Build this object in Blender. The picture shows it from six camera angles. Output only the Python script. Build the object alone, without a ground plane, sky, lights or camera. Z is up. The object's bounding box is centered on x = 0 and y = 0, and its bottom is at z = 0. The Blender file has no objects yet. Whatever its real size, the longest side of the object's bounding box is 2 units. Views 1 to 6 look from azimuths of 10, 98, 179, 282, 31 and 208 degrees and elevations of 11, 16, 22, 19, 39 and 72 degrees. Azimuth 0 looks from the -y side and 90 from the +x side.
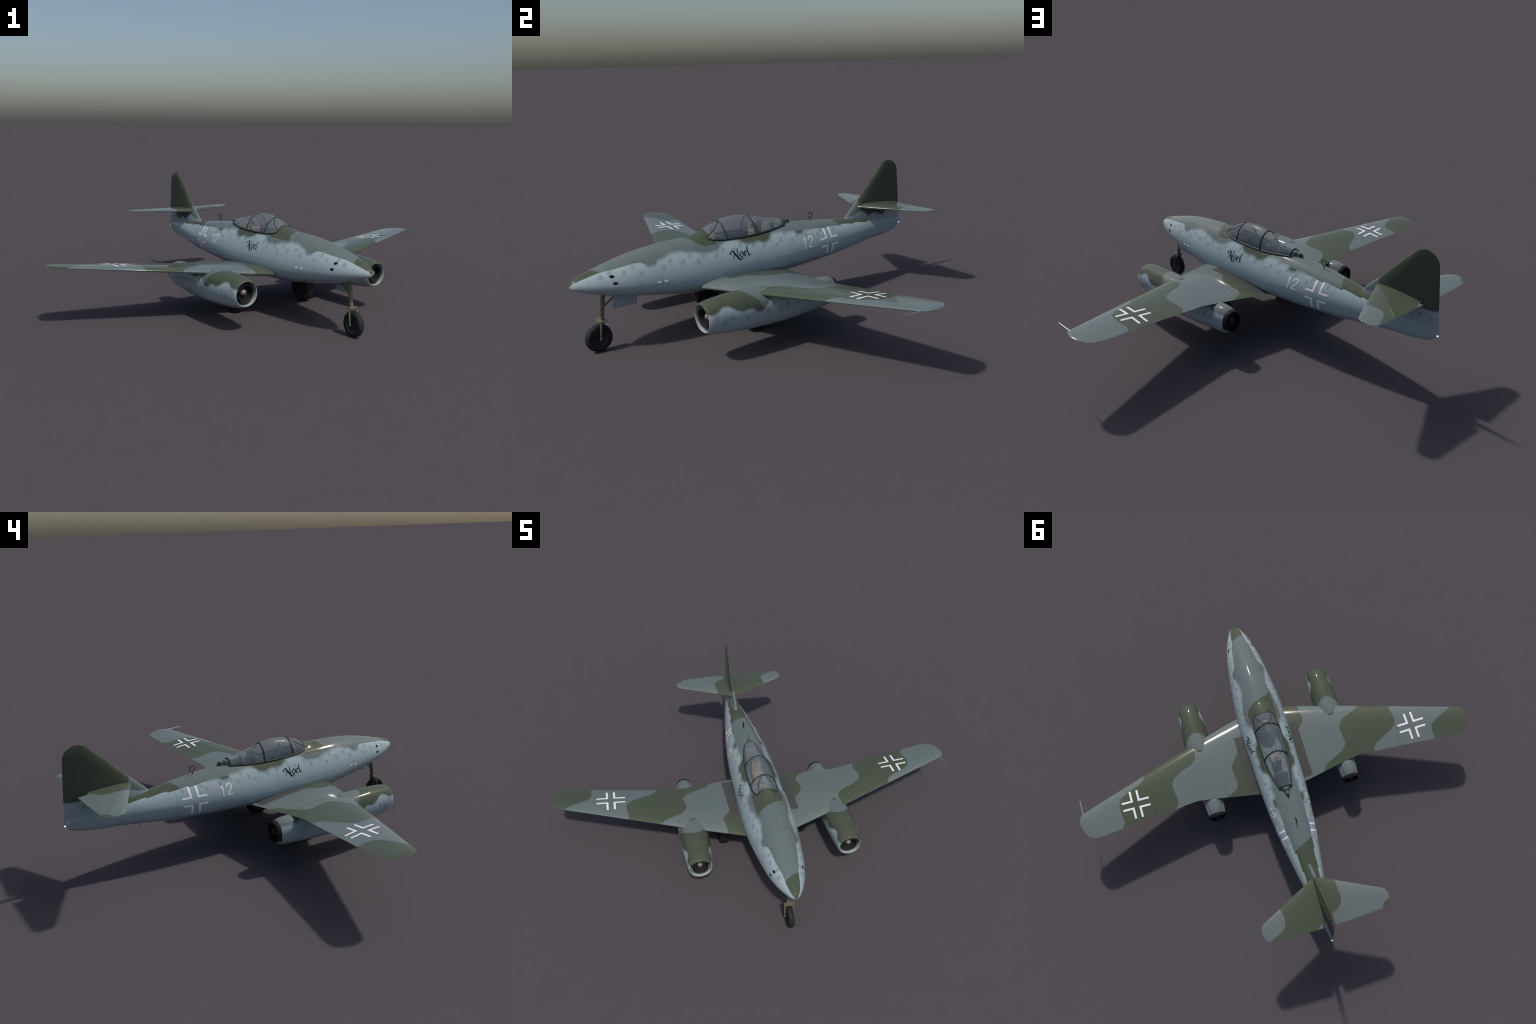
# Twin-jet wartime fighter, parked on its tricycle gear, built part by part.
# Design frame used below: l = metres to port, s = metres aft of the nose tip, z = up.
import bpy, bmesh, math
import numpy as np
from mathutils import Vector

YAW = math.radians(44.03)           # the aircraft stands turned on the ground
NOSE_X, NOSE_Y = 0.7205, -0.8005
S0 = 1.09                           # station used as the origin of the aircraft

# ------------------------------------------------------------------ helpers
def pchip(xs, ys, x):
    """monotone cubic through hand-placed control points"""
    xs = np.asarray(xs, float); ys = np.asarray(ys, float)
    h = np.diff(xs); d = np.diff(ys) / h
    m = np.zeros(len(xs)); m[0] = d[0]; m[-1] = d[-1]
    for i in range(1, len(xs) - 1):
        if d[i-1] * d[i] > 0:
            w1 = 2*h[i] + h[i-1]; w2 = h[i] + 2*h[i-1]
            m[i] = (w1 + w2) / (w1/d[i-1] + w2/d[i])
    x = np.clip(x, xs[0], xs[-1])
    i = np.clip(np.searchsorted(xs, x) - 1, 0, len(h) - 1)
    t = (x - xs[i]) / h[i]
    return ((1+2*t)*(1-t)**2*ys[i] + t*(1-t)**2*h[i]*m[i]
            + t*t*(3-2*t)*ys[i+1] + t*t*(t-1)*h[i]*m[i+1])

def lin(pts, x):
    return float(np.interp(x, [p[0] for p in pts], [p[1] for p in pts]))

def curve_of(pts, x):
    return float(pchip([p[0] for p in pts], [p[1] for p in pts], x))

def P(l, s, z):
    return (l, s - S0, z)

def spow(v, e):
    return math.copysign(abs(v) ** e, v)

root = bpy.data.objects.new("jet_fighter", None)
bpy.context.scene.collection.objects.link(root)
cy, sy = math.cos(YAW), math.sin(YAW)
root.location = (NOSE_X - sy*S0, NOSE_Y + cy*S0, 0)
root.rotation_euler = (0, 0, YAW)
root.empty_display_size = 0.2
root["label"] = "grey and green camouflaged twin-engine jet fighter with bubble canopy"
root["category"] = "airplane"

def add(name, me, parent, loc=None):
    ob = bpy.data.objects.new(name, me)
    bpy.context.scene.collection.objects.link(ob)
    ob.parent = parent
    if loc:
        ob.location = loc
    return ob

def finish_mesh(me, mats, angle=35, smooth=True):
    for m in mats:
        me.materials.append(m)
    bm = bmesh.new(); bm.from_mesh(me)
    bmesh.ops.recalc_face_normals(bm, faces=bm.faces)
    bm.to_mesh(me); bm.free()
    me.polygons.foreach_set("use_smooth", [smooth] * len(me.polygons))
    if smooth:
        me.set_sharp_from_angle(angle=math.radians(angle))
    me.update()
    return me

def mesh_from(name, verts, faces, mats, angle=35, index=None, smooth=True):
    me = bpy.data.meshes.new(name)
    me.from_pydata(verts, [], faces)
    if index is not None:
        me.polygons.foreach_set("material_index", index)
    return finish_mesh(me, mats, angle, smooth)

def loft(rings, cap0=True, cap1=True, closed=True):
    """skin a list of equal-length rings"""
    n = len(rings[0]); verts = [v for r in rings for v in r]; faces = []
    for i in range(len(rings) - 1):
        for j in range(n if closed else n - 1):
            k = (j + 1) % n
            faces.append((i*n + j, i*n + k, (i+1)*n + k, (i+1)*n + j))
    if cap0:
        faces.append(tuple(range(n)))
    if cap1:
        faces.append(tuple((len(rings)-1)*n + j for j in range(n)))
    return verts, faces

def frame_for(t):
    t = t.normalized()
    a = Vector((0, 0, 1)) if abs(t.z) < 0.9 else Vector((1, 0, 0))
    u = t.cross(a).normalized()
    return u, t.cross(u).normalized()

def tube(points, radius, n=10, closed=False, flat=1.0):
    """round bar along a path given in (l, s, z); radius may be a list"""
    pts = [Vector(P(*p)) for p in points]
    rings = []
    u_prev = None
    for i, p in enumerate(pts):
        a = pts[i-1] if (i > 0 or closed) else pts[0]
        b = pts[(i+1) % len(pts)] if (i < len(pts)-1 or closed) else pts[-1]
        t = (b - a).normalized()
        if u_prev is None:
            u, w = frame_for(t)
        else:
            u = (u_prev - t * u_prev.dot(t)).normalized()
            w = t.cross(u)
        u_prev = u
        r = radius[i] if isinstance(radius, (list, tuple)) else radius
        rings.append([tuple(p + u*(r*math.cos(2*math.pi*k/n)) + w*(r*flat*math.sin(2*math.pi*k/n))) for k in range(n)])
    if closed:
        rings.append(rings[0])
        return loft(rings, False, False)
    return loft(rings)

def join(parts):
    V, F = [], []
    for v, f in parts:
        o = len(V); V += list(v); F += [tuple(i+o for i in q) for q in f]
    return V, F

def box(l0, l1, s0, s1, z0, z1):
    v = [P(l, s, z) for z in (z0, z1) for s in (s0, s1) for l in (l0, l1)]
    f = [(0, 2, 3, 1), (4, 5, 7, 6), (0, 1, 5, 4), (2, 6, 7, 3), (0, 4, 6, 2), (1, 3, 7, 5)]
    return v, f

def lathe(profile, n=48, axis="s", c=(0, 0, 0)):
    """turn (along, radius) points about an axis through c"""
    rings = []
    for a, r in profile:
        ring = []
        for k in range(n):
            q = 2*math.pi*k/n
            if axis == "s":
                ring.append(P(c[0] + r*math.cos(q), c[1] + a, c[2] + r*math.sin(q)))
            else:
                ring.append(P(c[0] + a, c[1] + r*math.cos(q), c[2] + r*math.sin(q)))
        rings.append(ring)
    return loft(rings)

# ------------------------------------------------------------------ node language
class X:
    """a value in a node tree that can be used in arithmetic"""
    def __init__(self, tree, sock): self.t, self.s = tree, sock
    def op(self, kind, *args, clamp=False):
        n = self.t.nodes.new("ShaderNodeMath"); n.operation = kind; n.use_clamp = clamp
        for i, a in enumerate((self,) + args):
            if isinstance(a, X): self.t.links.new(a.s, n.inputs[i])
            else: n.inputs[i].default_value = a
        return X(self.t, n.outputs[0])
    def __add__(a, b): return a.op("ADD", b)
    __radd__ = __add__
    def __sub__(a, b): return a.op("SUBTRACT", b)
    def __rsub__(a, b): return (a * -1.0) + b
    def __mul__(a, b): return a.op("MULTIPLY", b)
    __rmul__ = __mul__
    def __truediv__(a, b): return a.op("DIVIDE", b)
    def gt(a, b): return a.op("GREATER_THAN", b)
    def lt(a, b): return a.op("LESS_THAN", b)
    def min(a, b): return a.op("MINIMUM", b)
    def max(a, b): return a.op("MAXIMUM", b)
    def abs(a): return a.op("ABSOLUTE")
    def inv(a): return 1.0 - a
    def ramp(a, lo, hi):
        n = a.t.nodes.new("ShaderNodeMapRange"); n.interpolation_type = "SMOOTHSTEP"
        a.t.links.new(a.s, n.inputs[0])
        for i, v in ((1, lo), (2, hi)):
            if isinstance(v, X): a.t.links.new(v.s, n.inputs[i])
            else: n.inputs[i].default_value = v
        return X(a.t, n.outputs[0])
    def between(a, lo, hi): return a.gt(lo) * a.lt(hi)
    def line(a, at, w): return (a - at).abs().lt(w)
    def curve(a, pts, lo, hi):
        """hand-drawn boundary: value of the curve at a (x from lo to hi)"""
        x0, x1 = pts[0][0], pts[-1][0]
        n = a.t.nodes.new("ShaderNodeFloatCurve")
        c = n.mapping.curves[0]
        q = [((x - x0)/(x1 - x0), (y - lo)/(hi - lo)) for x, y in pts]
        c.points[0].location = q[0]; c.points[1].location = q[-1]
        for p in q[1:-1]: c.points.new(*p)
        n.mapping.update()
        v = (a - x0) * (1.0/(x1 - x0))
        a.t.links.new(v.s, n.inputs["Value"])
        return X(a.t, n.outputs[0]) * (hi - lo) + lo

class Paint:
    """material builder: start from a colour, lay masked colours over it"""
    def __init__(self, name, base, rough=0.3, metal=0.0, spec=0.15):
        self.m = bpy.data.materials.new(name); self.m.use_nodes = True
        self.t = self.m.node_tree
        self.b = self.t.nodes["Principled BSDF"]
        self.b.inputs["Roughness"].default_value = rough
        self.b.inputs["Metallic"].default_value = metal
        self.b.inputs["Specular IOR Level"].default_value = spec
        self.b.inputs["Base Color"].default_value = (*base, 1)
        self.m.diffuse_color = (*base, 1)
        self.col = None; self.base = base
    def coords(self):
        tc = self.t.nodes.new("ShaderNodeTexCoord")
        self.obj = tc.outputs["Object"]
        sx = self.t.nodes.new("ShaderNodeSeparateXYZ"); self.t.links.new(self.obj, sx.inputs[0])
        self.l = X(self.t, sx.outputs[0]); self.z = X(self.t, sx.outputs[2])
        self.s = X(self.t, sx.outputs[1]) + S0
        self.u = self.l.abs()
        return self
    def noise(self, scale, detail=3.0, stretch=None, rough=0.5):
        n = self.t.nodes.new("ShaderNodeTexNoise")
        n.inputs["Scale"].default_value = scale; n.inputs["Detail"].default_value = detail
        n.inputs["Roughness"].default_value = rough
        src = self.obj
        if stretch:
            mp = self.t.nodes.new("ShaderNodeMapping"); mp.inputs["Scale"].default_value = stretch
            self.t.links.new(src, mp.inputs[0]); src = mp.outputs[0]
        self.t.links.new(src, n.inputs["Vector"])
        return X(self.t, n.outputs[0])
    def over(self, mask, colour):
        n = self.t.nodes.new("ShaderNodeMix"); n.data_type = "RGBA"
        if self.col is None: n.inputs[6].default_value = (*self.base, 1)
        else: self.t.links.new(self.col, n.inputs[6])
        if isinstance(colour, X): self.t.links.new(colour.s, n.inputs[7])
        else: n.inputs[7].default_value = (*colour, 1)
        self.t.links.new(mask.s, n.inputs[0])
        self.col = n.outputs[2]
        return self
    def shade(self, factor):
        """multiply the colour by a scalar"""
        n = self.t.nodes.new("ShaderNodeVectorMath"); n.operation = "SCALE"
        self.t.links.new(self.col, n.inputs[0]); self.t.links.new(factor.s, n.inputs["Scale"])
        self.col = n.outputs[0]
        return self
    def bump(self, h, strength=0.2, dist=0.001):
        n = self.t.nodes.new("ShaderNodeBump"); n.inputs["Strength"].default_value = strength
        n.inputs["Distance"].default_value = dist
        self.t.links.new(h.s, n.inputs["Height"]); self.t.links.new(n.outputs[0], self.b.inputs["Normal"])
        return self
    def done(self):
        if self.col is not None: self.t.links.new(self.col, self.b.inputs["Base Color"])
        return self.m

def mx(items):
    r = items[0]
    for i in items[1:]: r = r.max(i)
    return r

# ------------------------------------------------------------------ colours
GREY = (0.132, 0.163, 0.160)        # upper grey
GREEN = (0.073, 0.090, 0.061)       # upper green
BLUE = (0.330, 0.405, 0.430)        # pale blue flanks and belly
SPOT = (0.175, 0.215, 0.205)        # mottle
WHITE = (0.80, 0.78, 0.80)
SIDEWHITE = (0.86, 0.84, 0.87)
CREAM = (0.78, 0.75, 0.66)
GLOSS = 0.085

def grain(p, amount=0.05):
    n = p.noise(9.0, 4.0); f = p.noise(160.0, 2.0)
    return p.shade((n - 0.5)*(amount*2) + (f - 0.5)*amount + 1.0)

def spots(p, a, b, places, size=(0.0098, 0.0148), tilt=-0.75):
    """mottle: tilted ovals in the plane of two coordinates"""
    out = []
    rng = np.random.default_rng(5)
    w = p.noise(90.0, 1.0) - 0.5
    w2 = p.noise(70.0, 1.0) - 0.4
    for (x, y) in places:
        k = rng.uniform(0.8, 1.1); q = tilt*rng.uniform(0.6, 1.3)
        dx = a - x + w*0.006; dy = b - y + w2*0.006
        c, s = math.cos(q), math.sin(q)
        ex = (dx*c + dy*s)*(1/(size[0]*k)); ey = (dy*c - dx*s)*(1/(size[1]*k))
        out.append((ex*ex + ey*ey).ramp(0.75, 1.15).inv())
    return mx(out)

# ------------------------------------------------------------------ fuselage
# station, top, bottom, half width, height of greatest width
STATIONS = [
    (0.0, .357, .353, .002, .355), (.006, .371, .341, .014, .355), (.02, .383, .331, .029, .354),
    (.05, .397, .318, .048, .352), (.1, .412, .301, .072, .347), (.15, .424, .286, .089, .342),
    (.2, .438, .273, .103, .336), (.275, .455, .257, .118, .329), (.35, .469, .244, .129, .322),
    (.45, .480, .227, .141, .313), (.55, .486, .212, .152, .305), (.65, .487, .203, .1575, .30),
    (.75, .487, .199, .158, .297), (.85, .485, .197, .157, .296), (1.0, .480, .201, .153, .296),
    (1.1, .476, .204, .151, .297), (1.2, .471, .207, .147, .30), (1.3, .465, .210, .1405, .305),
    (1.4, .457, .215, .1315, .31), (1.5, .447, .221, .120, .315), (1.6, .435, .228, .106, .319),
    (1.7, .423, .239, .091, .322), (1.8, .413, .251, .074, .325), (1.9, .402, .264, .055, .328),
    (2.0, .390, .270, .037, .33), (2.08, .378, .281, .022, .331), (2.14, .366, .294, .011, .332),
    (2.178, .352, .320, .004, .334)]
ST = np.array(STATIONS)
N_UP, N_LOW = 1.83, 2.2            # section fullness above and below the widest line

def section(s):
    return [float(pchip(ST[:, 0], ST[:, k], s)) for k in (1, 2, 3, 4)]

def flank(s, z):
    """half width of the fuselage at station s, height z"""
    zt, zb, w, zw = section(s)
    n, h = (N_UP, zt - zw) if z >= zw else (N_LOW, zw - zb)
    q = min(1.0, abs(z - zw)/h)
    return w*max(0.0, 1 - q**n)**(1/n)

def deck(s, l):
    """height of the fuselage top at station s, offset l"""
    zt, zb, w, zw = section(s)
    return zw + (zt - zw)*max(0.0, 1 - (abs(l)/w)**N_UP)**(1/N_UP)

SCREEN_HUMP = [(.63, 0), (.66, .003), (.69, .011), (.732, .0245), (.76, .030)]

def fuselage_ring(s, n=112):
    zt, zb, w, zw = section(s)
    ring = []
    for k in range(n):
        q = 2*math.pi*k/n
        c, d = math.cos(q), math.sin(q)
        e, h = (N_UP, zt - zw) if d >= 0 else (N_LOW, zw - zb)
        l = w*spow(c, 2/e); z = zw + h*spow(d, 2/e)
        if .63 < s < .85 and d > 0 and abs(l) < .056:
            z += curve_of(SCREEN_HUMP, s)*(1 - (l/.056)**2)
        ring.append(P(l, s, z))
    return ring

# outline of the cockpit rail, station -> half width
RAIL = [(.730, .054), (.745, .065), (.765, .0715), (.80, .0765), (.84, .078), (.92, .0778), (1.03, .073),
        (1.13, .061), (1.20, .045), (1.232, .0365)]
def rail_l(s): return curve_of(RAIL, s)

# sprayed boundary between the upper colours and the pale flank
EDGE = [(0, .352), (.01, .367), (.03, .376), (.07, .390), (.143, .407), (.196, .414), (.283, .425), (.312, .428),
        (.345, .424), (.362, .405), (.388, .404), (.418, .424), (.45, .429), (.497, .442), (.537, .444), (.57, .437),
        (.622, .430), (.69, .418), (.73, .418), (.765, .427), (.79, .441), (.85, .450), (.893, .442), (.918, .428),
        (.955, .418), (1.005, .420), (1.05, .410), (1.08, .419), (1.102, .433), (1.13, .441), (1.175, .440),
        (1.22, .432), (1.267, .431), (1.286, .413), (1.315, .412), (1.335, .421), (1.40, .421), (1.45, .417),
        (1.52, .412), (1.585, .408), (1.67, .404), (1.74, .398), (1.81, .392), (1.87, .386), (1.95, .376), (2.19, .34)]
FRAMES = [.075, .185, .303, .419, .526, .639, .756, .867, .981, 1.096, 1.211, 1.339, 1.466, 1.60, 1.72, 1.83]

def fuselage_paint():
    p = Paint("fuselage_paint", BLUE, GLOSS).coords()
    l, s, z, u = p.l, p.s, p.z, p.u
    places = [(.132, .387), (.177, .406), (.243, .397), (.288, .415), (.322, .383), (.437, .391), (.480, .415),
              (.543, .402), (.587, .420), (.624, .389), (.662, .410), (.734, .398), (.781, .419), (.848, .408),
              (.893, .426), (.972, .411), (1.038, .400), (1.086, .420), (1.157, .406), (1.121, .388), (1.198, .427),
              (1.231, .394), (1.274, .413), (1.341, .404), (1.422, .392), (1.452, .408), (1.56, .400)]
    p.over(spots(p, s, z, places)*0.47, SPOT)
    edge = s.curve(EDGE, .30, .47)
    steps = ((s*(1/.117)).op("FRACT") - 0.5)*0.006*s.gt(1.42)
    soft = s.ramp(.30, .36)*s.ramp(1.36, 1.44).inv()*0.0125 + 0.0006
    d = z - edge + steps
    upper = d.ramp(soft*-1.0, soft)*s.lt(1.893)
    green = mx([
        s.lt(l*0.47 + 0.112),
        s.gt(l.curve([(-.12, .56), (-.083, .578), (-.055, .601), (-.018, .616), (.014, .63), (.047, .647), (.073, .663), (.089, .69), (.12, .74)], .5, .8))*s.lt(.76)*z.gt(.447),
        s.between(.838, 1.118)*z.lt(.472),
        s.between(1.262, 1.332)*z.lt(.428),
        s.between(.305, .350)*z.lt(.431),
        s.gt(l*0.48 + 1.596)])
    n = p.t.nodes.new("ShaderNodeMix"); n.data_type = "RGBA"
    n.inputs[6].default_value = (*GREY, 1); n.inputs[7].default_value = (*GREEN, 1)
    p.t.links.new(green.s, n.inputs[0])
    p.over(upper, X(p.t, n.outputs[2]))
    # panel lines
    lines = mx([s.line(f, .0011) for f in FRAMES] + [z.line(.322, .0009)*s.between(.1, 1.9), u.lt(.0010)*z.gt(.3)])
    grain(p)
    p.shade(1.0 - lines*0.27)
    return p.done()

cockpit_grey = Paint("cockpit_paint", (0.20, 0.23, 0.25), 0.6).done()
fus_paint = fuselage_paint()

ss = np.unique(np.concatenate([np.linspace(0, .02, 8), np.linspace(.02, .2, 30), np.linspace(.2, 1.7, 130), np.linspace(1.7, 2.178, 50)]))
v, f = loft([fuselage_ring(float(s)) for s in ss])
fus_me = mesh_from("fuselage", v, f, [fus_paint, cockpit_grey], 40)

# cockpit well cut out of the fuselage
rs = list(np.linspace(.733, 1.222, 40))
outline = [(rail_l(s) - .004, s) for s in rs] + [(-(rail_l(s) - .004), s) for s in reversed(rs)]
v, f = loft([[P(l, s, .335) for l, s in outline], [P(l, s, .65) for l, s in outline]])
cut_me = mesh_from("well_cutter", v, f, [fus_paint, cockpit_grey], index=[1]*len(f), smooth=False)
tmp = add("fuselage", fus_me, root); cutter = add("well_cutter", cut_me, root)
mod = tmp.modifiers.new("well", "BOOLEAN"); mod.operation = "DIFFERENCE"; mod.solver = "EXACT"; mod.object = cutter
bpy.context.view_layer.update()
ev = tmp.evaluated_get(bpy.context.evaluated_depsgraph_get())
cutme = bpy.data.meshes.new_from_object(ev)
tmp.modifiers.clear(); tmp.data = cutme; cutme.name = "fuselage"
cutme.polygons.foreach_set("use_smooth", [True]*len(cutme.polygons))
cutme.set_sharp_from_angle(angle=math.radians(40))
bpy.data.objects.remove(cutter); bpy.data.meshes.remove(cut_me)
fuselage = tmp

# ------------------------------------------------------------------ wings
LE = [(0, .568), (.155, .619), (.364, .686), (.537, .744), (.84, .850), (1.10, .942), (1.230, .988), (1.262, 1.001), (1.277, 1.014), (1.286, 1.036), (1.2885, 1.058)]
TE = [(0, 1.195), (.153, 1.167), (.36, 1.131), (.53, 1.105), (.565, 1.1045), (.69, 1.118), (1.045, 1.156), (1.16, 1.169), (1.20, 1.171), (1.238, 1.165), (1.262, 1.140), (1.277, 1.110), (1.286, 1.078), (1.2885, 1.060)]

def naca(t):
    return 5*(.2969*math.sqrt(max(t, 0)) - .1260*t - .3516*t*t + .2843*t**3 - .1036*t**4)

def wing_plane(l): return .2465 + .0815*l
def wing_thick(l): return lin([(0, .104), (.5, .102), (1.2, .090), (1.29, .10)], l)
def wing_edges(l): return lin(LE, l), lin(TE, l)

def wing_z(l, s, side):
    l = abs(l)
    a, b = wing_edges(l); c = max(b - a, 1e-5)
    t = min(max((s - a)/c, 0), 1)
    c_full = c if l < 1.2 else c + (l - 1.2)*.3
    yt = naca(t)*wing_thick(l)*c
    camber = .005*c*4*t*(1-t)
    return wing_plane(l) - .010*t*min(1, c/.4) + camber + side*yt

def wing_mesh(name, sign, mats):
    n = 40
    ts = [(1 - math.cos(math.pi*i/n))/2 for i in range(n+1)]
    ls = list(np.linspace(0.02, 1.19, 48)) + [1.205, 1.22, 1.235, 1.248, 1.259, 1.268, 1.275, 1.281, 1.285, 1.2875, 1.2885]
    rings = []
    for l in ls:
        a, b = wing_edges(l)
        up = [(l*sign, a + (b-a)*t, wing_z(l, a + (b-a)*t, +1)) for t in ts]
        dn = [(l*sign, a + (b-a)*t, wing_z(l, a + (b-a)*t, -1)) for t in reversed(ts[1:-1])]
        rings.append([P(*q) for q in up + dn])
    v, f = loft(rings)
    m = len(rings[0]); idx = []
    for q in f:
        idx.append(0 if (len(q) > 4 or all((i % m) <= n or (i % m) == m-1 or (i % m) == m-2 for i in q)) else 1)
    return mesh_from(name, v, f, mats, 50, idx)

def camo_lines(p, u, s):
    a = [u.line(.357, .0008)*s.gt(1.039), u.line(.552, .0008)*s.gt(1.03), u.line(.818, .0008)*s.gt(1.054), u.line(1.24, .0008)*s.gt(1.131)]
    hinge = u.curve([(0, 1.05), (.357, 1.039), (.552, 1.03), (.818, 1.054), (1.24, 1.131), (1.3, 1.14)], 1.0, 1.2)
    a.append((s - hinge).abs().lt(.0007)*u.gt(.357)*u.lt(1.24))
    strong = mx(a)
    ribs = ((u - .04)*(1/.098)).op("FRACT").lt(.018)
    le = u*.345 + .566; te = u*-.03 + 1.165
    chord = (s - le)/(te - le)
    spars = mx([chord.line(q, .0032) for q in (.13, .38, .62)])
    return strong, mx([ribs, spars])

def wing_paint(name, port):
    p = Paint(name, GREY, GLOSS).coords()
    u, s = p.u, p.s
    if port:
        A = [(.60, 0.0), (.80, 0.0), (.85, .20), (.882, .230), (.933, .272), (.997, .279), (1.06, .272), (1.10, .297), (1.13, .359), (1.2, .42)]
        B = [(.60, .50), (.743, .493), (.815, .490), (.86, .526), (.889, .594), (.929, .658), (.974, .677), (1.04, .671), (1.086, .671), (1.12, .695), (1.2, .75)]
        C = [(.60, .83), (.80, .83), (.856, .840), (.897, .866), (.928, .936), (.962, 1.002), (.998, 1.026), (1.067, 1.028), (1.117, 1.022), (1.157, 1.045), (1.2, 1.08)]
        D = [(.60, 1.4), (1.2, 1.4)]
    else:
        A = [(.60, .255), (.653, .255), (.696, .256), (.76, .262), (.795, .240), (.815, .220), (.86, .15), (.90, 0), (1.2, 0)]
        B = [(.60, .80), (.72, .72), (.784, .635), (.813, .579), (.849, .503), (.886, .478), (.946, .475), (1.003, .479), (1.044, .446), (1.079, .372), (1.103, .322), (1.141, .296), (1.2, .27)]
        C = [(.60, .83), (.80, .83), (.848, .829), (.898, .830), (.96, .834), (1.005, .800), (1.041, .727), (1.073, .667), (1.112, .643), (1.2, .60)]
        D = [(.60, 1.42), (.90, 1.30), (.979, 1.208), (1.012, 1.145), (1.047, 1.069), (1.084, 1.046), (1.154, 1.043), (1.2, 1.03)]
    d = 0.0012
    f = lambda pts: s.curve(pts, 0, 1.5)
    a, b, c, e = f(A), f(B), f(C), f(D)
    green = mx([(a - u).ramp(-d, d), (u - b).ramp(-d, d)*(c - u).ramp(-d, d), (u - e).ramp(-d, d)])
    p.over(green, GREEN)
    # worn flecks on the paint
    fl = p.noise(260.0, 1.0, (1.0, .35, 1.0)).gt(.70)*p.noise(14.0, 2.0).gt(.55)
    p.over(fl*0.12, (0.24, 0.27, 0.24))
    # walkway
    walk = u.lt(.214)*s.between(.760, 1.142)
    w1 = (s*(1/.0095)).op("FRACT").gt(.5); w2 = (u*(1/.0050)).op("FRACT").gt(.55)
    p.over(walk, (0.060, 0.064, 0.058))
    p.over(walk*w1*w2, (0.112, 0.116, 0.107))
    grain(p)
    strong, weak = camo_lines(p, u, s)
    p.shade(1.0 - strong.max(u.line(.818, .0022)*s.gt(1.054)*.7)*0.38 - weak*0.11)
    return p.done()

def under_paint():
    p = Paint("underside_paint", BLUE, GLOSS).coords()
    p.over(p.noise(3.0, 2.0)*0.0, BLUE)
    grain(p)
    strong, weak = camo_lines(p, p.u, p.s)
    p.shade(1.0 - strong*0.3 - weak*0.12)
    return p.done()

paint_under = under_paint()
wing_port = add("wing", wing_mesh("wing_port", 1, [wing_paint("wing_paint_port", True), paint_under]), root)
wing_star = add("wing", wing_mesh("wing_starboard", -1, [wing_paint("wing_paint_starboard", False), paint_under]), root)

# ------------------------------------------------------------------ markings laid on the skin
white = Paint("marking_white", WHITE, .35).done()
side_white = Paint("marking_dull_white", SIDEWHITE, .35).done()
cream = Paint("marking_cream", CREAM, .35).done()
black = Paint("marking_black", (.006, .007, .009), .4).done()
decal_black = Paint("gun_decal_black", (.008, .007, .010), .5).done()

def patch(rect, fn, du=.006):
    """rectangle (u0,u1,v0,v1) laid on a surface by fn(u, v)"""
    u0, u1, v0, v1 = rect
    nu = max(1, int(abs(u1-u0)/du)); nv = max(1, int(abs(v1-v0)/du))
    v = [fn(u0 + (u1-u0)*i/nu, v0 + (v1-v0)*j/nv) for j in range(nv+1) for i in range(nu+1)]
    f = [(j*(nu+1)+i, j*(nu+1)+i+1, (j+1)*(nu+1)+i+1, (j+1)*(nu+1)+i) for j in range(nv) for i in range(nu)]
    return v, f

def cross_rects(cu, cv, gap_u, gap_v, bar, reach_u, reach_v, bar_v=None):
    out = []; bar_v = bar_v or bar
    for a in (1, -1):
        for b in (1, -1):
            out.append((cu + a*gap_u, cu + a*(gap_u+bar), cv + b*gap_v, cv + b*reach_v))
            out.append((cu + a*(gap_u+bar), cu + a*reach_u, cv + b*gap_v, cv + b*(gap_v+bar_v)))
    return out

def on_wing(sign):
    return lambda l, s: P(l*sign, s, wing_z(l, s, +1) + .0007)

def on_flank(sign, off=.0008):
    def fn(s, z):
        l = flank(s, z); e = .002
        dl = (flank(s, z+e) - flank(s, z-e))/(2*e)      # slope of the skin
        k = 1/math.sqrt(1 + dl*dl)
        return P(sign*(l + off*k), s, z - off*dl*k)
    return fn

for sign, host in ((1, wing_port), (-1, wing_star)):
    v, f = join([patch(r, on_wing(sign)) for r in cross_rects(.927, 1.0250, .0155, .0168, .0125, .0865, .089)])
    add("wing_cross", mesh_from("wing_cross", v, f, [white], 60), host)

for sign in (1, -1):
    rects = []
    for (u0, u1, v0, v1) in cross_rects(1.5015, .3405, .0150, .0150, .0125, .0715, .0715, .0105):
        a, b = sorted((v0, v1))
        cap = lambda s: lin(EDGE, s) - .001
        rects.append((u0, u1, max(a, .262), min(b, .4125)))
    v, f = join([patch(r, on_flank(sign)) for r in rects])
    add("fuselage_cross", mesh_from("fuselage_cross", v, f, [side_white], 60), fuselage)

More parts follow.
